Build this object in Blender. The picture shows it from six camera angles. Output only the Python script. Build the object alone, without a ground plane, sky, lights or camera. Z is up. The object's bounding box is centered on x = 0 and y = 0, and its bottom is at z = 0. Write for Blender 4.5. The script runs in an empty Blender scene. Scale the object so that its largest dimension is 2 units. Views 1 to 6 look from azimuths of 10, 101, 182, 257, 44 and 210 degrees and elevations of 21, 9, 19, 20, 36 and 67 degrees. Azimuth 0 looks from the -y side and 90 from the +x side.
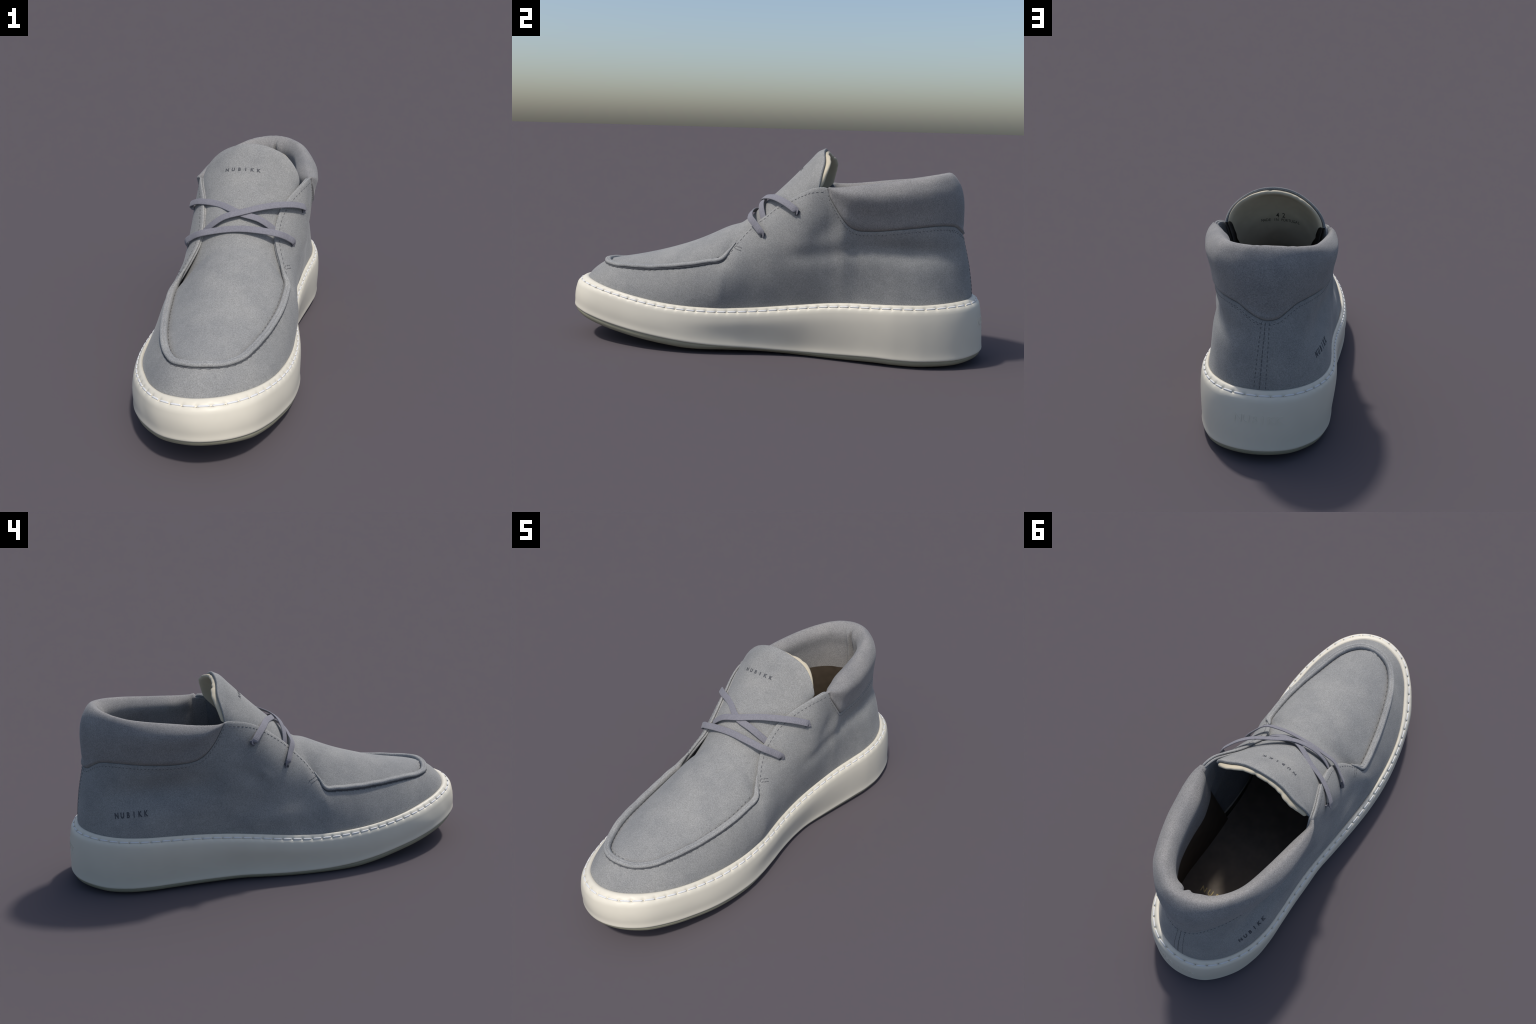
"""Mid-high suede moccasin-toe shoe on a thick cream cup sole, toe towards -y."""
import bpy, bmesh, math, random
import numpy as np
from mathutils import Vector, Matrix
from mathutils.bvhtree import BVHTree

random.seed(7)
rng = np.random.default_rng(7)

# ------------------------------------------------------------------ helpers
def unit(a):
    a = np.asarray(a, float)
    return a / np.maximum(np.linalg.norm(a, axis=-1, keepdims=True), 1e-9)

def smooth(x, a, b):
    t = np.clip((np.asarray(x, float) - a) / (b - a), 0, 1)
    return t * t * (3 - 2 * t)

def hermite(knots, pts, q, closed=False):
    """Smooth curve through pts placed at parameter knots, sampled at q."""
    k, p, q = np.asarray(knots, float), np.asarray(pts, float), np.asarray(q, float)
    if p.ndim == 1:
        p = p[:, None]
    if closed:                       # knots run 0..period, last point repeats the first
        per = k[-1] - k[0]
        k = np.r_[k[-2] - per, k, k[1] + per]
        p = np.vstack([p[-2], p, p[1]])
        q = (q - k[1]) % per + k[1]
    d = np.diff(p, axis=0) / np.diff(k)[:, None]
    h = np.diff(k)[:, None]
    m = np.empty_like(p)
    m[1:-1] = (d[:-1] * h[1:] + d[1:] * h[:-1]) / (h[1:] + h[:-1])
    m[0], m[-1] = d[0], d[-1]
    i = np.clip(np.searchsorted(k, q, side='right') - 1, 0, len(k) - 2)
    H = k[i + 1] - k[i]
    t = ((q - k[i]) / H)[:, None]
    H = H[:, None]
    return ((2*t**3 - 3*t**2 + 1) * p[i] + (t**3 - 2*t**2 + t) * H * m[i]
            + (-2*t**3 + 3*t**2) * p[i + 1] + (t**3 - t**2) * H * m[i + 1])

def chord(pts):
    return np.r_[0, np.cumsum(np.linalg.norm(np.diff(np.asarray(pts, float), axis=0), axis=1))]

def spline(pts, n):
    k = chord(pts)
    return hermite(k, pts, np.linspace(0, k[-1], n))

def even(pts, step=None, n=None):
    k = chord(pts)
    if n is None:
        n = max(2, int(round(k[-1] / step)) + 1)
    q = np.linspace(0, k[-1], n)
    return np.stack([np.interp(q, k, np.asarray(pts)[:, i]) for i in range(3)], 1)

def grid_normals(G, closed_u=False, closed_v=False):
    def diff(A, ax, closed):
        if closed:
            return np.roll(A, -1, ax) - np.roll(A, 1, ax)
        return np.gradient(A, axis=ax)
    return unit(np.cross(diff(G, 0, closed_u), diff(G, 1, closed_v)))

ROOT = None
def add(name, verts, faces, mat, smooth_faces=True, parent=None):
    me = bpy.data.meshes.new(name)
    me.from_pydata([tuple(v) for v in verts], [], [tuple(f) for f in faces])
    me.update()
    if smooth_faces:
        me.polygons.foreach_set('use_smooth', [True] * len(me.polygons))
    if mat is not None:
        me.materials.append(mat)
    ob = bpy.data.objects.new(name, me)
    bpy.context.scene.collection.objects.link(ob)
    ob.parent = parent if parent is not None else ROOT
    return ob

def grid_faces(nu, nv, closed_u=False, closed_v=False, flip=False):
    f = []
    for i in range(nu if closed_u else nu - 1):
        for j in range(nv if closed_v else nv - 1):
            a, b = i * nv + j, ((i + 1) % nu) * nv + j
            c, d = ((i + 1) % nu) * nv + (j + 1) % nv, i * nv + (j + 1) % nv
            f.append((a, d, c, b) if flip else (a, b, c, d))
    return f

def grid(name, G, mat, closed_u=False, closed_v=False, flip=False, parent=None, normals=None):
    nu, nv = G.shape[:2]
    ob = add(name, G.reshape(-1, 3), grid_faces(nu, nv, closed_u, closed_v, flip), mat, True, parent)
    if normals is not None:
        ob.data.normals_split_custom_set_from_vertices([tuple(n) for n in normals.reshape(-1, 3)])
    return ob

def bvh(ob):
    me = ob.data
    return BVHTree.FromPolygons([v.co.copy() for v in me.vertices], [tuple(p.vertices) for p in me.polygons])

def sweep(name, path, outs, ups, profile, mat, parent=None, scale=None, cap=True):
    """Carry a closed (out, up) profile along a path with given frame vectors."""
    path, outs, ups = map(np.asarray, (path, outs, ups))
    pr = np.asarray(profile, float)
    s = np.ones(len(path)) if scale is None else np.asarray(scale)
    G = (path[:, None] + outs[:, None] * (pr[None, :, 0:1] * s[:, None, None])
         + ups[:, None] * (pr[None, :, 1:2] * s[:, None, None]))
    n, m = G.shape[:2]
    faces = grid_faces(n, m, False, True)
    if cap:
        faces += [tuple(range(m)), tuple((n - 1) * m + j for j in reversed(range(m)))]
    ob = add(name, G.reshape(-1, 3), faces, mat, True, parent)
    bm = bmesh.new(); bm.from_mesh(ob.data)
    bmesh.ops.recalc_face_normals(bm, faces=bm.faces)
    bm.to_mesh(ob.data); bm.free()
    return ob

def capsule(seg=8, rings=6, taper=.62):
    """Unit thread bead: length 1 along x, radius 1 across (scaled later)."""
    v, f = [], []
    for i in range(rings + 1):
        a = math.pi * i / rings
        x, r = -.5 * math.cos(a), math.sin(a) ** taper
        for j in range(seg):
            b = 2 * math.pi * j / seg
            v.append((x, r * math.cos(b), r * math.sin(b)))
    f = [(i*seg+j, i*seg+(j+1) % seg, (i+1)*seg+(j+1) % seg, (i+1)*seg+j) for i in range(rings) for j in range(seg)]
    return np.array(v), f

def threads(name, items, mat, parent=None, seg=6, rings=4):
    """items: (centre, along, normal, length, width, height) joined in one stuff mesh."""
    cv, cf = capsule(seg, rings)
    V, F = [], []
    for c, t, n, L, w, h in items:
        t = unit(t); n = unit(np.asarray(n) - t * np.dot(n, t)); b = np.cross(n, t)
        o = len(V) * len(cv)
        V.append(np.asarray(c) + cv[:, :1] * L * t + cv[:, 1:2] * w * b + cv[:, 2:3] * h * n)
        F += [tuple(i + o for i in q) for q in cf]
    ob = add(name, np.vstack(V), F, mat, True, parent)
    ob['kind'] = 'stuff'
    return ob

# ---------------------------------------------------------------- materials
def material(name, rough=.8, sheen=0., spec=.3):
    m = bpy.data.materials.new(name); m.use_nodes = True
    nt = m.node_tree; b = nt.nodes['Principled BSDF']
    b.inputs['Roughness'].default_value = rough
    b.inputs['Specular IOR Level'].default_value = spec
    if sheen:
        b.inputs['Sheen Weight'].default_value = sheen
        b.inputs['Sheen Roughness'].default_value = .45
    tc = nt.nodes.new('ShaderNodeTexCoord')
    return m, nt, b, tc

def noise(nt, tc, scale, detail=3, rough=.55, stretch=None):
    n = nt.nodes.new('ShaderNodeTexNoise')
    n.inputs['Scale'].default_value = scale
    n.inputs['Detail'].default_value = detail
    n.inputs['Roughness'].default_value = rough
    if stretch:
        mp = nt.nodes.new('ShaderNodeMapping'); mp.inputs['Scale'].default_value = stretch
        nt.links.new(tc.outputs['Object'], mp.inputs['Vector']); nt.links.new(mp.outputs['Vector'], n.inputs['Vector'])
    else:
        nt.links.new(tc.outputs['Object'], n.inputs['Vector'])
    return n

def ramp(nt, src, stops):
    r = nt.nodes.new('ShaderNodeValToRGB')
    while len(r.color_ramp.elements) < len(stops):
        r.color_ramp.elements.new(.5)
    for e, (p, c) in zip(r.color_ramp.elements, stops):
        e.position = p; e.color = (*c, 1)
    nt.links.new(src, r.inputs['Fac'])
    return r

def mix(nt, a, b, fac, mode='MIX'):
    x = nt.nodes.new('ShaderNodeMix'); x.data_type = 'RGBA'; x.blend_type = mode
    if isinstance(fac, float):
        x.inputs[0].default_value = fac
    else:
        nt.links.new(fac, x.inputs[0])
    for k, s in ((6, a), (7, b)):
        if isinstance(s, tuple):
            x.inputs[k].default_value = (*s, 1)
        else:
            nt.links.new(s, x.inputs[k])
    return x.outputs[2]

def bump(nt, b, src, strength, dist):
    n = nt.nodes.new('ShaderNodeBump')
    n.inputs['Strength'].default_value = strength; n.inputs['Distance'].default_value = dist
    nt.links.new(src, n.inputs['Height']); nt.links.new(n.outputs['Normal'], b.inputs['Normal'])

def grey(c, k):
    return tuple(x * k for x in c)

def suede(name, base, grain=1.0):
    m, nt, b, tc = material(name, .92, .12, .15)
    fine = noise(nt, tc, 245, 3, .65)
    patch = noise(nt, tc, 7, 4, .6)
    nap = noise(nt, tc, 38, 3, .6, (1, .45, 1))
    g = ramp(nt, fine.outputs['Fac'], [(.30, grey(base, 1 - .27 * grain)), (.5, base), (.70, grey(base, 1 + .27 * grain))])
    p = ramp(nt, patch.outputs['Fac'], [(.3, (.87, .88, .895)), (.72, (1.09, 1.085, 1.07))])
    q = ramp(nt, nap.outputs['Fac'], [(.3, (.96, .96, .96)), (.7, (1.03, 1.03, 1.03))])
    c = mix(nt, g.outputs['Color'], p.outputs['Color'], 1.0, 'MULTIPLY')
    c = mix(nt, c, q.outputs['Color'], 1.0, 'MULTIPLY')
    nt.links.new(c, b.inputs['Base Color'])
    bump(nt, b, fine.outputs['Fac'], .25, .0015)
    return m

def plain(name, base, rough=.6, spec=.3, vary=.05, scale=20, bumpy=0., sheen=0., coat=0.):
    m, nt, b, tc = material(name, rough, sheen, spec)
    n = noise(nt, tc, scale, 4)
    r = ramp(nt, n.outputs['Fac'], [(.3, grey(base, 1 - vary)), (.7, grey(base, 1 + vary))])
    nt.links.new(r.outputs['Color'], b.inputs['Base Color'])
    if coat:
        b.inputs['Coat Weight'].default_value = coat
    if bumpy:
        bump(nt, b, n.outputs['Fac'], bumpy, .002)
    return m

SUEDE = suede('grey_suede', (.243, .243, .236))
COLLAR_SUEDE = suede('collar_suede', (.238, .231, .224), 1.1)
SUEDE_EDGE = suede('suede_cut_edge', (.27, .27, .263), 1.3)
SUEDE_IN = suede('suede_lining', (.20, .205, .21))
RUBBER = plain('cream_rubber', (.635, .595, .495), .45, .35, .025, 6)
OUTSOLE = plain('outsole_rubber', (.27, .26, .19), .6, .3, .06, 12)
WHITE_THREAD = plain('white_thread', (.66, .66, .65), .6, .3, .06, 120, .3)
DARK_BEAD = plain('needle_dark_bead', (.06, .052, .035), .9, .1)  # dark colour for beads that imitate needle openings
DARK_THREAD = plain('dark_thread', (.12, .122, .126), .8, .2, .15, 150)
GREY_THREAD = plain('grey_thread', (.13, .135, .14), .8, .2, .15, 150)
PRINT = plain('pressed_lettering', (.075, .078, .085), .85, .15, .2, 200)  # also colours the lip's shadow strip and the eyelets' dark beads
CREAM = plain('cream_lining', (.52, .46, .34), .6, .3, .05, 25, .15)
INSOLE = plain('brown_leather', (.075, .058, .042), .5, .35, .2, 18, .2)
GOLD = plain('gold_print', (.30, .22, .06), .4, .5, .1, 60)
INK = plain('ink_print', (.045, .043, .035), .8, .2)

def lace_material():
    m, nt, b, tc = material('flat_lace', .85, .15, .2)
    w = nt.nodes.new('ShaderNodeTexWave'); w.inputs['Scale'].default_value = 60
    w.inputs['Distortion'].default_value = 1.5
    nt.links.new(tc.outputs['Object'], w.inputs['Vector'])
    n = noise(nt, tc, 160, 2)
    r = ramp(nt, n.outputs['Fac'], [(.3, (.165, .162, .182)), (.7, (.205, .202, .225))])
    nt.links.new(r.outputs['Color'], b.inputs['Base Color'])
    bump(nt, b, w.outputs['Fac'], .25, .0015)
    return m
LACE = lace_material()

# --------------------------------------------------------------- root empty
ROOT = bpy.data.objects.new('moccasin_shoe', None)
bpy.context.scene.collection.objects.link(ROOT)
ROOT['label'] = 'grey suede moccasin-toe ankle shoe with thick cream sole'
ROOT['category'] = 'shoe'

# =================================================================== SOLE
# feather line (where upper meets sole), 40 stations from heel centre round
# the +x side to the toe and back along the -x side
feather = [
    (.046, .939, .298), (.156, .905, .297), (.231, .824, .291), (.273, .723, .283), (.285, .614, .279),
    (.277, .507, .274), (.267, .400, .270), (.259, .293, .261), (.253, .185, .246), (.255, .077, .232),
    (.268, -.034, .220), (.289, -.140, .214), (.307, -.245, .212), (.315, -.352, .214), (.312, -.459, .221),
    (.302, -.564, .234), (.283, -.668, .250), (.248, -.767, .266), (.193, -.856, .281), (.115, -.920, .289),
    (.017, -.940, .286), (-.091, -.904, .274), (-.169, -.825, .259), (-.223, -.729, .243), (-.267, -.630, .230),
    (-.297, -.527, .218), (-.313, -.420, .208), (-.319, -.312, .202), (-.317, -.204, .201), (-.309, -.097, .206),
    (-.296, .011, .217), (-.282, .116, .231), (-.268, .222, .245), (-.257, .328, .256), (-.251, .432, .265),
    (-.249, .540, .273), (-.241, .655, .279), (-.208, .768, .284), (-.145, .862, .290), (-.058, .924, .296)]
# lower edge of the side wall at the same stations
wall_foot = [
    (.044, .997, .056), (.164, .963, .053), (.249, .877, .042), (.296, .741, .035), (.304, .620, .034),
    (.295, .514, .036), (.279, .410, .032), (.262, .300, .027), (.248, .185, .023), (.255, .077, .025),
    (.277, -.035, .031), (.305, -.140, .037), (.330, -.245, .044), (.346, -.350, .054), (.349, -.460, .067),
    (.341, -.568, .081), (.319, -.672, .095), (.288, -.778, .112), (.237, -.889, .133), (.152, -.969, .145),
    (.040, -.998, .143), (-.079, -.970, .134), (-.170, -.896, .125), (-.242, -.796, .111), (-.290, -.681, .091),
    (-.322, -.555, .071), (-.340, -.430, .051), (-.345, -.312, .037), (-.340, -.202, .029), (-.329, -.102, .026),
    (-.314, -.001, .025), (-.297, .104, .028), (-.278, .218, .032), (-.271, .324, .034), (-.264, .429, .034),
    (-.260, .540, .034), (-.256, .649, .034), (-.238, .757, .035), (-.188, .867, .039), (-.087, .967, .051)]
NST = 40
STATIONS = np.arange(NST + 1)
F_ = np.array(feather + feather[:1]); W_ = np.array(wall_foot + wall_foot[:1])

def feather_at(s):
    return hermite(STATIONS, F_, s, True)
def foot_at(s):
    return hermite(STATIONS, W_, s, True)
def outward(s, fn=feather_at):
    d = fn(np.asarray(s, float) + .12) - fn(np.asarray(s, float) - .12)
    n = np.stack([d[:, 1], -d[:, 0], 0 * d[:, 0]], 1)   # right of travel
    c = fn(np.asarray(s, float)) - np.array([.01, 0, 0])
    n = unit(n)
    sign = np.sign((n * c).sum(1)[np.argmax(abs(c[:, 1]))])
    return n * (sign if sign else 1)

N_STITCH = 92
SOLE_N = N_STITCH * 14
# stations spaced evenly by length of the feather line
dense = np.linspace(0, NST, 4001)
dl = chord(feather_at(dense))
su = np.interp(np.linspace(0, dl[-1], SOLE_N, endpoint=False), dl, dense)
Fp, Wp, No = feather_at(su), foot_at(su), outward(su)
Z = np.array([0, 0, 1.])

KK = np.clip(((Wp - Fp) * No).sum(1) - .001, .031, np.where(Fp[:, 1] > .5, .044, .056))[:, None] / .042   # rim width, wider where the wall flares
KK = sum(np.roll(KK, r, 0) for r in range(-20, 21)) / 41
GROOVE = .021                    # stitch line distance from the feather
HOLLOW = (.006 * np.exp(-((su - 10.8) / 2.2) ** 2) + .007 * np.exp(-((su - 31.) / 3.5) ** 2))[:, None]   # waist of the wall
def sole_profile():
    rows = []
    def f(o, z): rows.append(Fp + No * o * KK + Z * z)
    f(-.030, -.040); f(-.012, -.010); f(-.004, .000); f(.003, .002)
    f(.009, -.001); f(.014, -.005); f(.018, -.0085); f(GROOVE, -.0115); f(.024, -.0145); f(.0275, -.0185)
    f(.031, -.0235); f(.0345, -.030); f(.0375, -.038); f(.0400, -.048); f(.042, -.060)
    top, foot = Fp + No * .042 * KK - Z * .060, Wp - No * .0015 + Z * .022
    for t in np.linspace(0, 1, 12)[1:]:          # near-flat wall, a touch full
        c = top * (1 - t) + foot * t
        rows.append(c + No * ((.003 - HOLLOW) * math.sin(math.pi * t ** 1.3)))
    w = lambda o, z: rows.append(Wp + No * o + Z * z)
    w(-.0005, .016); w(.0008, .011); w(.0014, .007); w(.0010, .003); w(-.001, .000); w(-.006, -.002); w(-.03, -.001)
    return np.stack(rows, 1)
SG = sole_profile()
# needle dimples pressed into the rim between stitches
iu = np.arange(SOLE_N)
phase = (iu % 14) / 14.0
dd = np.minimum(phase, 1 - phase) * (dl[-1] / N_STITCH)
hole = np.exp(-(dd / .0075) ** 2)
for j in range(3, 14):
    off = np.linalg.norm(SG[:, j] - SG[:, 7], axis=1)
    depth = .0058 * hole * np.exp(-(off / .008) ** 2) + .0022 * np.exp(-(off / .0035) ** 2)
    SG[:, j] -= (No * .45 + Z * .9) * depth[:, None]
for _ in range(10):              # even out the roll of the shoulder into the wall
    SG[:, 12:28] = SG[:, 12:28] * .5 + (SG[:, 11:27] + SG[:, 13:29]) * .25
sole = grid('sole', SG, RUBBER, closed_u=True, flip=False)

# outsole: thin tan layer under the wall, slightly set in
def outsole_profile():
    rows = []
    w = lambda o, z: rows.append(Wp + No * o + Z * z)
    w(-.012, .002); w(-.0045, -.0005); w(-.005, -.008); w(-.008, -.016); w(-.013, -.0225); w(-.021, -.0275); w(-.034, -.0300)
    low = rows[-1]
    mid = np.stack([low[:, 0] * 0 + .0, low[:, 1], low[:, 2]], 1)
    for t in (.25, .5, .75, .96):
        c = low * (1 - t) + np.stack([.015 + 0 * low[:, 0], low[:, 1] * (1 - .02 * t), low[:, 2]], 1) * t
        rows.append(c - Z * .001)
    return np.stack(rows, 1)
OG = outsole_profile()
lift = .011 * np.exp(-((su - 9.5) / 2.4) ** 2) + .004 * np.exp(-((su - 31) / 3) ** 2)
OG[:, 3:, 2] += lift[:, None]
drop = .011 * smooth(-Wp[:, 1], .15, .38) * (1 - smooth(-Wp[:, 1], .86, 1.0))
OG[:, 2:, 2] -= drop[:, None] * np.linspace(.5, 1, OG.shape[1] - 2).clip(.5, 1)[None]
OG[..., 2] = np.maximum(OG[..., 2], .0004)
outsole = grid('outsole', OG, OUTSOLE, closed_u=True)

# stitches round the rim, one object each, sharing a mesh
cv, cf = capsule(10, 10, .5)
st_mesh = None
Ls = dl[-1] / N_STITCH
for k in range(N_STITCH):
    i0, i1 = k * 14, ((k + 1) * 14) % SOLE_N
    im = k * 14 + 7
    a, b = SG[i0, 7], SG[i1, 7]
    t = unit(b - a); n = unit(No[im] * .42 + Z * .9); n = unit(n - t * np.dot(n, t)); s = np.cross(n, t)
    c = SG[im, 7] + n * .0010
    L = np.linalg.norm(b - a) * .86
    if st_mesh is None:
        ob = add('rim_stitch', cv * np.array([1, .0040, .0030]), cf, WHITE_THREAD, True, sole)
        st_mesh = ob.data
    else:
        ob = bpy.data.objects.new('rim_stitch', st_mesh); bpy.context.scene.collection.objects.link(ob); ob.parent = sole
    M = Matrix.Identity(4)
    for r in range(3):
        M[r][0], M[r][1], M[r][2], M[r][3] = t[r] * L, s[r], n[r], c[r]
    ob.matrix_local = M
threads('needle_dark_bead', [(SG[k*14, 7] + Z*.0002, SG[(k*14+1) % SOLE_N, 7] - SG[k*14-1, 7], No[k*14]*.45+Z*.9, .006, .0028, .0012)
                        for k in range(N_STITCH)], DARK_BEAD, sole)  # dark beads sunk in the dimples, not actual openings

# ================================================================ QUARTER
# upper edge of the quarter, station by station: (x, y, z, sole station)
seam_right = [  # collar seam, heel centre to the front of the +x collar
    (.027, .884, .571, 0), (.060, .882, .581, .45), (.097, .868, .599, .9), (.132, .846, .619, 1.35), (.172, .811, .626, 1.85),
    (.210, .759, .626, 2.5), (.240, .679, .617, 3.4), (.261, .594, .607, 4.25), (.270, .483, .595, 5.25), (.277, .424, .597, 5.75),
    (.290, .392, .611, 6.05), (.303, .366, .636, 6.3), (.309, .330, .688, 6.65), (.308, .300, .737, 6.92), (.303, .281, .780, 7.1)]
eyestay_right = [
    (.288, .226, .780, 7.6), (.259, .175, .760, 8.05), (.231, .130, .735, 8.5), (.209, .083, .708, 8.95), (.195, .034, .679, 9.4),
    (.188, -.009, .640, 9.8), (.192, -.055, .605, 10.2), (.206, -.097, .563, 10.6), (.225, -.131, .520, 10.95), (.246, -.162, .475, 11.3),
    (.268, -.190, .434, 11.6)]
apron = [       # moccasin seam round the toe
    (.272, -.253, .418, 12.1), (.271, -.316, .404, 12.65), (.266, -.380, .392, 13.25), (.257, -.440, .383, 13.8), (.246, -.500, .375, 14.4),
    (.232, -.558, .367, 14.95), (.217, -.617, .363, 15.55), (.201, -.674, .361, 16.2), (.180, -.731, .359, 16.9), (.149, -.781, .360, 17.75),
    (.104, -.819, .364, 18.7), (.043, -.836, .365, 19.75), (-.023, -.830, .360, 20.7), (-.078, -.801, .353, 21.5), (-.119, -.749, .352, 22.25),
    (-.148, -.692, .359, 22.95), (-.168, -.638, .365, 23.6), (-.185, -.579, .368, 24.25), (-.199, -.520, .369, 24.9), (-.212, -.461, .371, 25.5),
    (-.223, -.401, .374, 26.1), (-.232, -.340, .380, 26.7), (-.240, -.280, .387, 27.25)]
eyestay_left = [
    (-.241, -.222, .395, 27.8), (-.214, -.194, .442, 28.1), (-.188, -.168, .489, 28.4), (-.166, -.138, .534, 28.7), (-.150, -.099, .576, 29.05),
    (-.144, -.058, .619, 29.4), (-.149, -.014, .658, 29.8), (-.158, .032, .695, 30.25), (-.170, .082, .727, 30.7), (-.189, .133, .752, 31.2),
    (-.208, .188, .768, 31.7)]
seam_left = [
    (-.222, .241, .773, 32.2), (-.230, .271, .730, 32.45), (-.236, .312, .671, 32.85), (-.238, .354, .631, 33.2), (-.236, .400, .611, 33.65),
    (-.228, .457, .604, 34.2), (-.212, .528, .602, 34.9), (-.192, .609, .606, 35.7), (-.168, .672, .611, 36.4), (-.131, .749, .617, 37.2),
    (-.086, .813, .613, 38.0), (-.054, .843, .593, 38.6), (-.020, .867, .573, 39.2), (.002, .878, .570, 39.6)]
top_edge = seam_right + eyestay_right + apron + eyestay_left + seam_left
TE = np.array(top_edge + [(.027, .884, .571, 40)])
tk = np.r_[0, np.cumsum(np.linalg.norm(np.diff(TE[:, :3], axis=0), axis=1))]
i_corner_r, i_e_end_r = 14, 14 + 11
i_corner_l = len(seam_right) + len(eyestay_right) + len(apron) + len(eyestay_left)
K_CORNER_R, K_APRON_R = tk[i_corner_r], tk[i_e_end_r]
K_APRON_L, K_CORNER_L = tk[len(seam_right) + len(eyestay_right) + len(apron)], tk[i_corner_l]
TOTAL = tk[-1]

def top_at(q):
    return hermite(tk, TE[:, :3], q, True)
def station_at(q):
    q = np.asarray(q, float) % TOTAL
    kk = np.r_[tk[:-1] - TOTAL, tk, tk[1:] + TOTAL]
    ss = np.r_[TE[:-1, 3] - NST, TE[:, 3], TE[1:, 3] + NST]
    return sum(wt * np.interp(q + o, kk, ss) for o, wt in ((-.04, .15), (-.02, .2), (0, .3), (.02, .2), (.04, .15))) % NST

def ease(a, width):
    """smooth a closed series along its first axis"""
    k = np.exp(-np.linspace(-2, 2, 2 * width + 1) ** 2); k /= k.sum()
    return sum(wt * np.roll(a, r - width, 0) for r, wt in enumerate(k))

# fullness of the side between feather and upper edge: (station, bulge, height of fullest point)
fullness = np.array([
    (0, .014, .42), (1, .006, .42), (2, -.004, .42), (3.5, -.004, .40), (5, -.002, .40), (6, .002, .45), (6.8, .004, .40), (7.3, .020, .55),
    (8.2, .064, .60), (9.5, .074, .60), (10.6, .056, .60), (11.6, .032, .54), (13, .016, .5), (15, .011, .5), (17, .012, .45), (20, .012, .45),
    (23, .008, .45), (25, .004, .5), (27, .008, .6), (28.4, .026, .68), (29.5, .032, .71), (30.7, .031, .73), (31.8, .014, .72),
    (32.6, .000, .50), (33.6, .003, .24), (35, .005, .22), (37, .002, .24), (38.5, .006, .42), (40, .014, .42)])

NQ, NT = 900, 56
qs = np.linspace(0, TOTAL, NQ, endpoint=False)
st = station_at(qs)
T3, F3, N3 = top_at(qs), feather_at(st) - Z * .014 - outward(st) * .002, outward(st)
ch = unit(T3 - F3)
bd = unit(N3 - ch * (N3 * ch).sum(1, keepdims=True))
bd = unit(ease(bd, 14))
bl, tp = ease(np.interp(st, fullness[:, 0], fullness[:, 1]), 32), ease(np.interp(st, fullness[:, 0], fullness[:, 2]), 32)
tt = np.linspace(0, 1, NT)
beta = .85
al = beta * tp / (1 - tp)
peak = tp ** al * (1 - tp) ** beta
shape = (tt[None] ** al[:, None]) * ((1 - tt[None]) ** beta) / peak[:, None]
Q = F3[:, None] * (1 - tt)[None, :, None] + T3[:, None] * tt[None, :, None] + bd[:, None] * (bl[:, None] * shape)[..., None]

NS = unit(ease(N3, 30))
def dent(side, yz_a, yz_b, width, depth):
    """press (or raise) a soft crease along the segment a-b of one side, seen in y,z"""
    global Q
    a, b = np.array(yz_a), np.array(yz_b); d = b - a
    P = Q[..., 1:3]
    t = np.clip(((P - a) @ d) / (d @ d), 0, 1)
    r = np.linalg.norm(P - (a + t[..., None] * d), axis=-1)
    fade = np.sin(np.pi * t) ** 1.3
    m = smooth(side * (Q[..., 0] - .03), -.05, .08)
    e = np.exp(-(r / width) ** 2) * fade * m * np.minimum(1, (1 - tt)[None] * 14)
    Q = Q - NS[:, None] * (depth * e)[..., None]
dent(+1, (.34, .525), (.93, .505), .048, .027)
dent(+1, (.36, .68), (.20, .50), .050, .010)
dent(+1, (.50, .52), (.04, .46), .040, .011)
dent(-1, (.24, .495), (.86, .470), .075, .040)
dent(-1, (.28, .30), (-.22, .30), .055, -.014)
dent(-1, (.22, .58), (.06, .45), .032, .006)
dent(-1, (.12, .56), (.02, .46), .018, -.003)
QN = -grid_normals(Q, True)
if (QN[5, 20] * N3[5]).sum() < 0:
    QN = -QN
# arc length down each column from the upper edge
qlen = np.concatenate([np.zeros((NQ, 1)), np.cumsum(np.linalg.norm(np.diff(Q[:, ::-1], axis=1), axis=2), axis=1)], 1)

def on_quarter(q, d):
    """point and normal on the quarter at edge position q, distance d below the edge"""
    f = (q % TOTAL) / TOTAL * NQ
    i = int(f) % NQ; w = f - int(f); k = (i + 1) % NQ
    def col(i):
        t = np.interp(d, qlen[i], np.arange(NT))
        j = NT - 1 - t; a = int(np.clip(math.floor(j), 0, NT - 2)); u = j - a
        return Q[i, a] * (1 - u) + Q[i, a + 1] * u, QN[i, a] * (1 - u) + QN[i, a + 1] * u
    (p, n), (p2, n2) = col(i), col(k)
    return p * (1 - w) + p2 * w, unit(n * (1 - w) + n2 * w)

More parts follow.
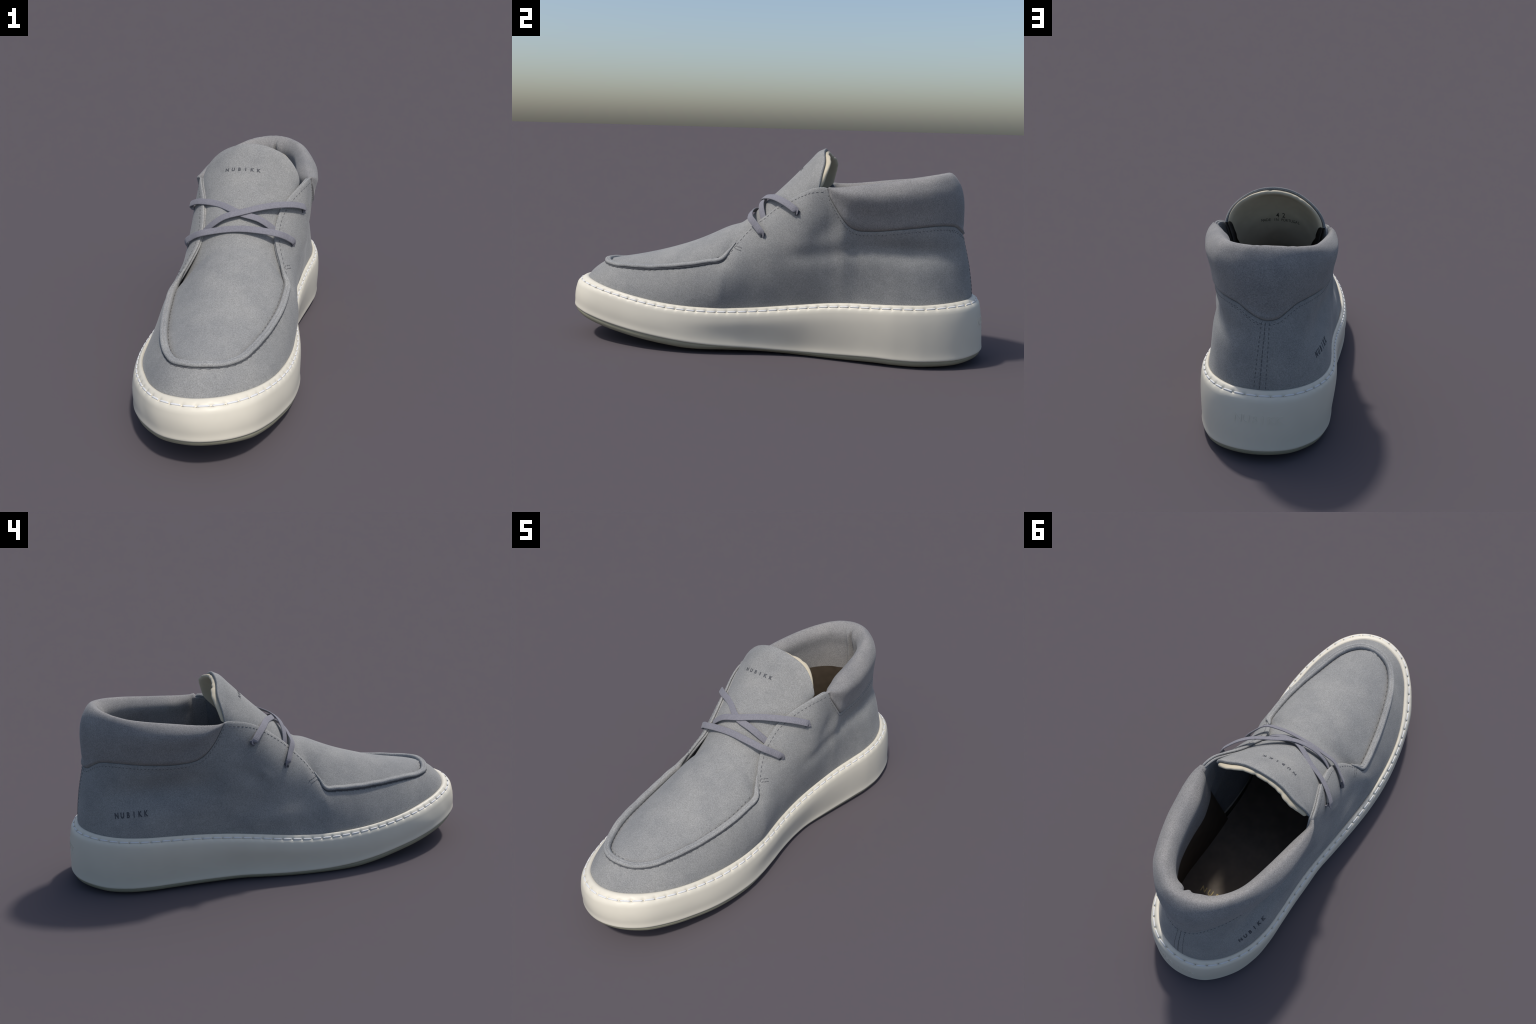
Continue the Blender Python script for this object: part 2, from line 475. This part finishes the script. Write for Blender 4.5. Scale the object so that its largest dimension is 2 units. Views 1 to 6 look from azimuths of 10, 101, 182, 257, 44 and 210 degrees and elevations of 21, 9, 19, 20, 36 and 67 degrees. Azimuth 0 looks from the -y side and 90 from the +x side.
def shell(name, G, N, thick, mat, edge=.0035, closed=True):
    """outer skin, rounded over its upper edge and back down inside"""
    up = unit(G[:, -1] - G[:, -3])
    up = unit(ease(up, 8)) if closed else up
    rows = [G[:, j] for j in range(G.shape[1])]
    e = G[:, -1]; n = N[:, -1]
    rows += [e + up * edge * .7 - n * edge * .5, e + up * edge - n * thick * .5, e + up * edge * .7 - n * (thick - edge * .5)]
    rows += [G[:, j] - N[:, j] * thick for j in range(G.shape[1] - 1, -1, -1)]
    return grid(name, np.stack(rows, 1), mat, closed_u=closed, flip=True)

def cut_edge(ob, nu, nt, keep=None):
    """raw cut edge of the leather: paler, rougher material on the rim strip"""
    ob.data.materials.append(SUEDE_EDGE)
    per = 2 * nt + 3 - 1
    for i in range(nu):
        if keep is None or keep[i]:
            for j in range(nt - 1, nt + 3):
                ob.data.polygons[i * per + j].material_index = 1
QS = unit(ease(QN, 9))            # softened normals, so thickness turns the flap corners cleanly
quarter = shell('quarter', Q, QS, .010, SUEDE)
cut_edge(quarter, NQ, NT, (qs > K_CORNER_R) & (qs < K_CORNER_L))
# inner layer of the quarter, only where the lace flaps stand open
sel = np.where((qs >= K_CORNER_R - .26) & (qs <= K_APRON_R + .03))[0]
sel2 = np.where((qs >= K_APRON_L - .03) & (qs <= K_CORNER_L + .26))[0]
for s_ in (sel, sel2):
    G = Q[s_] - QS[s_] * .0115
    fl = shell('flap_lining', G, QS[s_], .010, SUEDE_IN, closed=False)
    cut_edge(fl, len(s_) - 1, G.shape[1])

# =========================================================== VAMP AND TONGUE
ridge = np.array([  # centre line of the instep: y, z
    (-.837, .368), (-.776, .381), (-.686, .398), (-.585, .422), (-.487, .451), (-.370, .493), (-.293, .528), (-.236, .555),
    (-.188, .570), (-.141, .597), (-.104, .626), (-.058, .673), (-.013, .716), (.030, .757), (.080, .806), (.125, .853),
    (.170, .900), (.205, .936), (.226, .946)])
def ridge_z(y):
    return hermite(ridge[:, 0], ridge[:, 1], y)[:, 0]

# edges of the vamp: right and left, from toe to tongue tip
def inset(q, i, u):
    p = top_at(np.array([q]))[0]; s = station_at(np.array([q])); n = outward(s)[0]
    return p - n * i + Z * u
toe_q = (tk[len(seam_right) + len(eyestay_right) + 11])
qr = np.linspace(toe_q, K_APRON_R, 40); ql = np.linspace(toe_q, K_APRON_L, 40)
right = [inset(q, .016, -.009) for q in qr]
left = [inset(q, .016, -.009) for q in ql]
tongue_right = [(.260, -.14, .400), (.242, -.06, .448), (.234, .02, .528), (.238, .10, .618), (.247, .17, .705), (.258, .232, .775)]
tongue_left = [(-.225, -.16, .380), (-.202, -.08, .455), (-.190, .00, .545), (-.190, .09, .638), (-.197, .17, .715), (-.204, .238, .770)]
R = spline(np.array(right[::3] + tongue_right), 150); L = spline(np.array(left[::3] + tongue_left), 150)
# even pairing of left and right by common y beyond the toe
def by_y(C, ys):
    return np.stack([np.interp(ys, np.maximum.accumulate(C[:, 1]), C[:, k]) for k in (0, 2)], 1)
NVV = 170
v = np.linspace(0, 1, NVV)
ys = -.823 + (.232 + .823) * (v ** 1.5 * .35 + v * .65) ** 1.0
ys = -.823 + (1.055) * np.where(v < .12, (v / .12) ** 2 * .06, .06 + (v - .12) / .88 * .94)
Rk, Lk = by_y(R, ys), by_y(L, ys)
NW = 97
w = np.sin(np.linspace(-1, 1, NW) * math.pi / 2)
VG = np.zeros((NVV, NW, 3))
expo = np.interp(ys, [-.82, -.6, -.3, -.1, .1, .25], [.72, .68, .70, .67, .63, .58])
for i, y in enumerate(ys):
    l, r = Lk[i], Rk[i]
    x = (l[0] + r[0]) / 2 + (r[0] - l[0]) / 2 * w
    base = (l[1] + r[1]) / 2 + (r[1] - l[1]) / 2 * w
    apex = ridge_z(np.array([y]))[0]
    h = apex - (l[1] + r[1]) / 2
    VG[i, :, 0] = x
    VG[i, :, 1] = y
    ex = expo[i] + np.where(w < 0, .38 * (1 - smooth(y, -.25, 0.)) * smooth(y, -.80, -.6), 0)
    VG[i, :, 2] = base + h * (1 - w ** 2) ** ex
# tongue tip outline leans: sides trail the centre a little
tipw = smooth(ys, .05, .232)[:, None]
VG[..., 1] += tipw * (.014 * np.exp(-((np.abs(w) - .72) / .25) ** 2))[None]
# soft break line across the instep and a few shallow creases
yy, xx = VG[..., 1], VG[..., 0]
VG[..., 2] += .004 * np.exp(-((yy + .20 + .25 * (xx - .02) ** 2) / .03) ** 2) - .003 * np.exp(-((yy + .155 + .3 * (xx - .02) ** 2) / .022) ** 2)
VN = grid_normals(VG)
FLIPV = VN[80, NW // 2, 2] < 0
if FLIPV:
    VN = -VN
ksplit = int(np.argmin(abs(ys + .11)))
vamp = grid('vamp', VG[:ksplit + 1], SUEDE, flip=bool(FLIPV), normals=VN[:ksplit + 1])
# tongue: same skin carried on, folded over its free edge
end, en = VG[-1], VN[-1]
sd = unit(VG[-1] - VG[-4])
rows = list(VG[ksplit:]); nrows = list(VN[ksplit:])
for a, b, na in ((.0035, .0012, .6), (.005, .005, 0.), (.005, .009, -.3), (.003, .0125, -.8)):
    rows.append(end + sd * a - en * b); nrows.append(unit(en * na + sd * (1 - abs(na) + .2)))
for k in range(1, 40, 3):
    rows.append(VG[-k] - VN[-k] * .013); nrows.append(-VN[-k])
tongue = grid('tongue', np.array(rows), SUEDE, flip=bool(FLIPV), normals=np.array(nrows))

# padded cream lining behind the tongue with puckers
side = np.abs(w)
puck = np.zeros(NW); puck_d = np.zeros(NW)
for c, a, wd in ((-.62, .007, .05), (-.38, .006, .035), (-.12, .014, .040), (.16, .005, .03), (.36, .004, .03), (.50, .012, .035), (.66, .006, .04), (.8, .004, .03)):
    puck += .45 * a * np.exp(-((-w - c) / wd) ** 2)
back = .014 + .014 * np.exp(-((side - .68) / .28) ** 2)
rows = []
def lin(o, s, k=0.):
    rows.append(end - en * o + sd * (s - puck[:, None] * k) if np.isscalar(s) else end - en * o + sd * (s - puck * k)[:, None])
lin(.0135, -.03); lin(.0138, -.008); lin(.015, .003, .4)
lin(.017, back * .45, .8); lin(.021, back * .80, 1.); lin(.026, back * .9, 1.1); lin(.031, back * .7, 1.)
lin(.034, back * .3, .9); lin(.036, -.012 + back * .0, .8)
for k in range(6, 110, 4):
    f = k / 110
    rows.append(VG[-k] - VN[-k] * (.036 + .055 * smooth(f, .08, .45)) - sd * (puck * .8 * math.exp(-f * 7))[:, None] + VN[-k] * (.004 * math.sin(k * .55)) * np.exp(-f * 2))
LG = np.array(rows)
LG[..., 0] = LG[..., 0] * 1.0
tongue_lining = grid('tongue_lining', LG, CREAM, flip=bool(FLIPV), parent=tongue)

# =============================================================== APRON LIP
qa = np.linspace(K_APRON_R - .10, K_APRON_L + .10, 420)
A3 = top_at(qa); sA = station_at(qa); oA = outward(sA)
tA = unit(np.gradient(A3, axis=0)); upA = unit(Z - tA * (tA @ Z)[:, None])
oA = unit(np.cross(tA, upA)); oA *= np.sign((oA * outward(sA)).sum(1))[:, None]
lip_profile = [(-.019, -.012), (-.0195, .003), (-.0165, .0125), (-.0110, .0170), (-.0050, .0172), (-.0030, .0145), (-.0010, .0168),
               (.0060, .0150), (.0105, .0110), (.0115, .0050), (.0090, .0005), (.0015, -.001), (.000, -.012)]
fadeA = smooth(qa, K_APRON_R - .10, K_APRON_R + .02) * (1 - smooth(qa, K_APRON_L - .02, K_APRON_L + .10))
wob = .0006 * np.sin(qa * 61) + .0006 * np.sin(qa * 23 + 1)
lip = sweep('apron_lip', A3 + upA * wob[:, None], oA, upA, lip_profile, SUEDE_EDGE, scale=.30 + .70 * fadeA)

# added dark strip standing for the shadow under the lip's outer edge
shade_profile = [(.0075 + .0032 * math.cos(a), -.0035 + .0032 * math.sin(a)) for a in np.linspace(0, 2 * math.pi, 8, endpoint=False)]
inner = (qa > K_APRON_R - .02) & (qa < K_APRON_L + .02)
sweep('apron_shade_strip', A3[inner], oA[inner], upA[inner], shade_profile, PRINT, parent=lip)
items, dark_dots = [], []
pitch = .0315
for k, q in enumerate(np.arange(K_APRON_R + .02, K_APRON_L - .02, pitch)):
    p, n = on_quarter(q, .0125); p2, n2 = on_quarter(q + pitch * .80, .0085)
    items.append(((p + p2) / 2 + n * .0010, p2 - p, n, np.linalg.norm(p2 - p), .0026, .0022))
    dark_dots.append((p + n * .0004, p2 - p, n, .005, .0024, .0012))
threads('apron_stitching', items, GREY_THREAD, lip)
threads('apron_dark_dot', dark_dots, DARK_THREAD, lip)  # dark dots laid on the surface to suggest needle openings
# inner row on the vamp
edge_path = np.vstack([VG[6:ksplit, NW - 7][::-1], VG[6:ksplit, 6]])
edge_nrm = np.vstack([VN[6:ksplit, NW - 7][::-1], VN[6:ksplit, 6]])
apron_loop = np.array([inset(q, .0235, .0) for q in np.linspace(K_APRON_R, K_APRON_L, 300)])
vb = BVHTree.FromPolygons([Vector(p) for p in VG.reshape(-1, 3)], grid_faces(NVV, NW))
items = []
ev = even(apron_loop, .0265)
for i in range(1, len(ev) - 1):
    h = vb.ray_cast(Vector(ev[i]) + Vector((0, 0, .3)), Vector((0, 0, -1)))
    if h[0] is None: continue
    n = np.array(h[1]); n = n if n[2] > 0 else -n
    items.append((np.array(h[0]) + n * .0003, ev[i + 1] - ev[i - 1], n, .011, .0022, .0014))
threads('vamp_stitching', items, DARK_THREAD, vamp)

# ================================================================= COLLAR
# padded collar sections from the +x front corner round the heel to the -x corner:
# outer fullest point, crown, inner rim
pad_lower = [(.309, .288, .786), (.318, .316, .750), (.315, .373, .692), (.296, .438, .655), (.284, .550, .655), (.254, .674, .668),
             (.217, .763, .678), (.138, .850, .668), (.028, .884, .628), (-.066, .841, .650), (-.140, .757, .668), (-.203, .630, .658),
             (-.237, .505, .655), (-.251, .365, .682), (-.246, .285, .750), (-.229, .248, .776)]
pad_upper = [(.306, .292, .790), (.320, .326, .776), (.322, .388, .768), (.314, .455, .770), (.297, .555, .778), (.260, .675, .792),
             (.220, .755, .800), (.134, .828, .818), (.028, .848, .824), (-.066, .814, .812), (-.143, .737, .790), (-.204, .635, .775),
             (-.244, .505, .763), (-.256, .365, .752), (-.247, .285, .766), (-.229, .250, .776)]
pad_crown = [(.298, .297, .788), (.297, .330, .789), (.287, .390, .795), (.272, .452, .804), (.252, .550, .817), (.217, .668, .835),
             (.178, .750, .847), (.105, .813, .857), (.028, .816, .859), (-.060, .786, .849), (-.132, .713, .831), (-.176, .628, .815),
             (-.209, .500, .798), (-.232, .368, .780), (-.236, .285, .775), (-.230, .256, .777)]
pad_inner = [(.284, .303, .780), (.265, .332, .776), (.242, .385, .772), (.222, .442, .776), (.202, .548, .783), (.174, .662, .797),
             (.130, .737, .810), (.075, .770, .822), (.028, .774, .824), (-.045, .744, .818), (-.100, .690, .803), (-.138, .618, .787),
             (-.170, .500, .774), (-.200, .366, .763), (-.219, .290, .763), (-.221, .262, .766)]
cs_q = [K_CORNER_R, tk[13], tk[11], tk[9], tk[7] * .7 + tk[8] * .3, tk[6], tk[5], tk[3], 0.]
ls = len(top_edge)
cs_q2 = [tk[ls - 3], tk[ls - 5], tk[ls - 7], tk[ls - 8] * .4 + tk[ls - 9] * .6, tk[ls - 11], tk[ls - 13], K_CORNER_L]
cs = np.vstack([top_at(np.array(cs_q)), top_at(np.array(cs_q2))])
NC = len(pad_lower)
kn = np.arange(NC)
uq = np.linspace(0, NC - 1, 400)
# seam follows the quarter edge exactly between the key stations
qq = np.r_[np.array(cs_q), np.array(cs_q2) - TOTAL]
qn = np.interp(uq, kn, qq)
SEAM = top_at(qn)
sN = np.array([on_quarter(a, .002)[1] for a in qn])
PO, PU, PC, PI = (hermite(kn, p, uq) for p in (pad_lower, pad_upper, pad_crown, pad_inner))
low = PI * 1.0; low[:, 2] = .585; 
cxy = np.array([.03, .45])
low[:, 0] -= .022 * (1 - smooth(uq, 2.5, 5))
low[:, 0] += .012 * smooth(uq, 11, 13)
low[:, :2] += (PC - PI)[:, :2] * np.where(PI[:, :1] > .03, .25 * smooth(uq, .5, 4)[:, None], -.05)
crow = []
start = SEAM - sN * .015 - Z * .004
knots_v = [0, .12, .3, .55, .8, 1.0, 1.25, 1.6, 2.0]
m1 = SEAM - sN * .006 + Z * .003
endf = (smooth(uq, 0, 1.2) * (1 - smooth(uq, NC - 2.2, NC - 1)))[:, None]      # pad thins out at its ends
m1b = SEAM + (sN * .007 + Z * .012) * endf - sN * .004 * (1 - endf)
m2 = SEAM * .55 + PO * .45; m2[:, :2] = SEAM[:, :2] * .30 + PO[:, :2] * .70
PC = PC + (PI - PC) * .22 * np.array([1, 1, 0])
m3 = PU * .5 + PC * .5; m3[:, 2] = PC[:, 2] - np.minimum(.010, (PC[:, 2] - PU[:, 2]) * .4)
m4 = PC * .62 + PI * .38; m4[:, 2] = PC[:, 2] - (PC[:, 2] - PI[:, 2]) * .22
m5 = PI * .6 + low * .4
stack = np.stack([start, m1, m1b, m2, PO, PU, m3, PC, m4, PI, m5, low], 1)
CG = np.zeros((len(uq), 46, 3))
for i in range(len(uq)):
    k = chord(stack[i]); k = k + np.arange(len(k)) * 1e-4
    CG[i] = hermite(k, stack[i], np.linspace(0, k[-1], 46))
# gathers of the inner rim near the heel
def gather(ucen, width, depth):
    global CG
    g = np.exp(-((uq - ucen) / width) ** 2)
    rowf = smooth(np.arange(46), 24, 31)
    dirs = np.stack([PI[:, 0] * 0 + cxy[0] - PI[:, 0], cxy[1] - PI[:, 1], PI[:, 0] * 0], 1)
    CG = CG + unit(dirs)[:, None] * (g[:, None] * rowf[None] * depth)[..., None]
gather(7.35, .16, -.016); gather(7.75, .22, .010); gather(8.5, .3, .004); gather(6.8, .25, .005)
# front ends: the pad runs out flat against the inside of the lace flaps
def runout(q, col):
    out = []
    for p in col:
        d = np.interp(-p[2], -Q[int(q / TOTAL * NQ), ::-1, 2], qlen[int(q / TOTAL * NQ)])
        b, n = on_quarter(q, max(d, .012))
        out.append(b - n * .0225)
    return np.array(out)
CORE = CG
CG = np.concatenate([runout(K_CORNER_R + .05, CORE[0])[None], runout(K_CORNER_R + .02, CORE[0])[None], CORE,
                     runout(K_CORNER_L - .02, CORE[-1])[None], runout(K_CORNER_L - .05, CORE[-1])[None]], 0)
collar = grid('collar', CG, COLLAR_SUEDE, flip=False)

# ============================================================ INSIDE LINING
ring = CORE[:, -1]
ni = 26
nr = len(ring)
st_ring = station_at(qn)
foot = feather_at(st_ring) - outward(st_ring) * .060
foot[:, 2] = .200
ring = ring + outward(st_ring) * .003
IL = np.stack([ring * (1 - t) + foot * t + unit(ring - foot)[:, [1, 0, 2]] * 0 for t in np.linspace(-.06, 1, ni)], 1)
hl = np.sin(np.linspace(0, math.pi, ni)) ** 1.0
IL[..., :2] -= outward(st_ring)[:, None, :2] * (np.where(ring[:, 0] < .02, .020, .000)[:, None] * hl[None])[..., None]
lining = grid('lining', IL, INSOLE, flip=False)
# insole board, slightly dished
sI = np.linspace(0, NST, 160, endpoint=False)
fi, oi = feather_at(sI), outward(sI)
ins = [fi - oi * .045, fi - oi * .055]
for t in (.25, .5, .75, 1.0):
    ins.append(np.stack([(fi - oi * .055)[:, 0] * (1 - t) + .01 * t, (fi - oi * .055)[:, 1] * (1 - .03 * t), fi[:, 2]], 1))
IG = np.stack(ins, 1)
IG[..., 2] = np.interp(IG[..., 1], [-.95, -.45, -.2, .0, .3, .6, .93], [.18, .19, .24, .25, .235, .205, .20]) - .012 * np.linspace(0, 1, len(ins))[None]
insole = grid('insole', IG, INSOLE, closed_u=True)

# ================================================================ STITCHING
items = []
def seam_row(q0, q1, d, pitch, length, width=.0019):
    n = max(1, int(abs(q1 - q0) / pitch)); out = []
    for k in range(n):
        q = q0 + (q1 - q0) * (k + .5) / n
        p, nn = on_quarter(q, d); p2, _ = on_quarter(q + pitch * .5, d)
        out.append((p + nn * .0004, p2 - p, nn, length * random.uniform(.85, 1.1), width, .0012))
    return out
items += seam_row(K_CORNER_R + .012, K_APRON_R - .02, .019, .021, .014)
items += seam_row(K_APRON_L + .02, K_CORNER_L - .012, .019, .021, .014)
threads('eyestay_stitching', items, DARK_THREAD, quarter)
items = seam_row(.01, K_CORNER_R - .012, .014, .0165, .008, .0014) + seam_row(.02, .17, .021, .0165, .008, .0014)
items += seam_row(K_CORNER_L + .012, TOTAL - .01, .014, .0165, .008, .0014)
threads('collar_stitching', items, DARK_THREAD, quarter)
# heel seam: centre join and two rows
items = []
for dx, ln, wd in ((-.016, .011, .0015), (.0, .017, .0018), (.015, .011, .0015)):
    for k in range(15):
        d = .012 + k * .0182
        q = dx
        p, nn = on_quarter(q, d); p2, _ = on_quarter(q, d + .01)
        items.append((p + nn * .0004, p2 - p, nn, ln, wd, .0012))
threads('heel_seam_stitching', items, DARK_THREAD, quarter)
qb = bvh(quarter)
def cast(tree, p, d):
    h = tree.ray_cast(Vector(p), Vector(d))
    return (np.array(h[0]), np.array(h[1])) if h[0] is not None else (None, None)
# bar tacks below the eyestays
items = []
for sgn, pts in ((1, [((.243, -.137, .500), (.259, -.100, .492)), ((.246, -.140, .488), (.262, -.103, .480))]),
                 (-1, [((-.190, -.175, .457), (-.205, -.138, .445)), ((-.192, -.186, .446), (-.207, -.149, .434))])):
    for a, b in pts:
        for t in (.2, .5, .8):
            p = np.array(a) * (1 - t) + np.array(b) * t
            h, n = cast(qb, p + np.array([.2 * sgn, 0, 0]), (-sgn, 0, 0))
            if h is not None:
                items.append((h + n * .0004, np.array(b) - np.array(a), n, .013, .0018, .0012))
threads('bar_tack', items, DARK_THREAD, quarter)

# ==================================================================== LACES
tongue_tree = BVHTree.FromPolygons([Vector(p) for p in VG.reshape(-1, 3)], grid_faces(NVV, NW))
def above(x, y, lift):
    h = tongue_tree.ray_cast(Vector((x, y, 2)), Vector((0, 0, -1)))
    return np.array([x, y, h[0][2] + lift])
axis = np.array([.02, 0, 0])
def ribbon(name, pts, width=.031, thick=.0070):
    P = spline(np.array(pts), 90)
    t = unit(np.gradient(P, axis=0))
    c = np.stack([0 * P[:, 0] + .02, P[:, 1] + .22, P[:, 2] * 0 + .43], 1)
    up = P - c; up = unit(up - t * (up * t).sum(1, keepdims=True))
    out = np.cross(t, up)
    pr = []
    for k in range(16):
        a = 2 * math.pi * k / 16
        ca, sa = math.cos(a), math.sin(a)
        pr.append((width / 2 * math.copysign(abs(ca) ** .35, ca), thick / 2 * math.copysign(abs(sa) ** .7, sa)))
    e = np.linspace(0, 1, 90)
    return sweep(name, P, out, up, pr, LACE)
EY = {'ru': np.array([.286, .152, .667]), 'rl': np.array([.257, -.007, .556]), 'lu': np.array([-.228, .120, .665]), 'll': np.array([-.212, -.039, .532])}
ribbon('lace', [(.240, -.002, .545), (.266, -.010, .564), (.244, -.046, .600), (.209, -.078, .626), (.145, -.092, .641), (.031, -.098, .647),
                (-.084, -.096, .629), (-.142, -.092, .613), (-.184, -.070, .588), (-.222, -.043, .546), (-.198, -.034, .520)])
ribbon('lace', [(-.205, .128, .655), (-.238, .118, .674), (-.206, .084, .702), (-.159, .052, .716), (-.085, .018, .720), (.042, -.050, .700),
                (.115, -.048, .680), (.178, -.024, .628), (.205, -.004, .594), (.225, .02, .56)])
ribbon('lace', [(.262, .158, .655), (.296, .148, .678), (.270, .104, .704), (.222, .056, .720), (.130, .000, .722), (.042, -.050, .710),
                (-.040, -.066, .687), (-.122, -.060, .622), (-.165, -.03, .57)])
# dark flat beads on the flaps imitating open eyelets, where the lace ends dive
items = []
for k, p in EY.items():
    sgn = 1 if k[0] == 'r' else -1
    h, n = cast(qb, p + np.array([.2 * sgn, 0, .05]), unit(np.array([-.2 * sgn, 0, -.05])))
    if h is None: continue
    cv2, cf2 = capsule(14, 8, 1.0)
    add('eyelet_dark_spot', [tuple(h + n * .0006 + unit(np.array([0, .75, .65]) - n * np.dot(n, (0, .75, .65))) * a[0] * .030 +
                         np.cross(n, unit(np.array([0, .75, .65]) - n * np.dot(n, (0, .75, .65)))) * a[1] * .008 + n * a[2] * .0015) for a in cv2],
        cf2, PRINT, True, quarter)

# ================================================================ LETTERING
def letters(name, text, tree, a, b, out, height, mat, parent, depth=.0012, bold=.0, squeeze=1., sink=.0004, arc=0.):
    """Spread the letters of text from a to b, lay them on the surface found along -out."""
    a, b, out = np.array(a, float), np.array(b, float), unit(out)
    right = unit((b - a) - out * np.dot(b - a, out)); upv = np.cross(out, right)
    V, F = [], []
    n = len(text)
    for i, chx in enumerate(text):
        if chx == ' ':
            continue
        cu = bpy.data.curves.new('glyph', 'FONT'); cu.body = chx; cu.size = height / .70
        cu.align_x = 'CENTER'; cu.extrude = depth / 2; cu.offset = bold; cu.resolution_u = 3
        go = bpy.data.objects.new('glyph', cu); bpy.context.scene.collection.objects.link(go)
        bpy.context.view_layer.update()
        me = bpy.data.meshes.new_from_object(go.evaluated_get(bpy.context.evaluated_depsgraph_get()))
        c = a + (b - a) * (i / max(1, n - 1)) + upv * (arc * (1 - (2 * i / max(1, n - 1) - 1) ** 2))
        o = len(V)
        for vt in me.vertices:
            p = c + right * vt.co.x * squeeze + upv * (vt.co.y - height / 2)
            h, _ = cast(tree, p + out * .12, -out)
            q = h if h is not None else p
            V.append(q + out * (vt.co.z + sink))
        F += [tuple(o + k for k in f.vertices) for f in me.polygons]
        bpy.data.objects.remove(go); bpy.data.meshes.remove(me); bpy.data.curves.remove(cu)
    return add(name, V, F, mat, False, parent)
letters('tongue_lettering', 'NUBIKK', tongue_tree, (-.064, .140, .842), (.082, .137, .848), (0.0, -.72, .70), .0160, PRINT, tongue, bold=.0010)
letters('side_lettering', 'NUBIKK', qb, (-.174, .763, .384), (-.209, .633, .391), (-.96, .25, .05), .024, PRINT, quarter, bold=.0014, squeeze=.72)
letters('heel_lettering', 'NUBIKK', bvh(sole), (.124, .985, .196), (-.042, .985, .190), (0.03, 1, 0.05), .032, RUBBER, sole, depth=.003, bold=.0004, sink=.0)
letters('insole_lettering', 'NUBIKK', bvh(insole), (.120, .627, .22), (-.062, .625, .22), (0, 0, 1), .026, GOLD, insole, bold=.0004)
lt = bvh(tongue_lining)
letters('size_mark', '42', lt, (.022, .2, .811), (-.006, .2, .811), (0, .95, .30), .020, INK, tongue_lining, depth=.0008, bold=.0003)
letters('origin_mark', 'MADE IN PORTUGAL', lt, (.093, .2, .782), (-.078, .2, .776), (0, .95, .30), .012, INK, tongue_lining, depth=.0008, arc=.010)
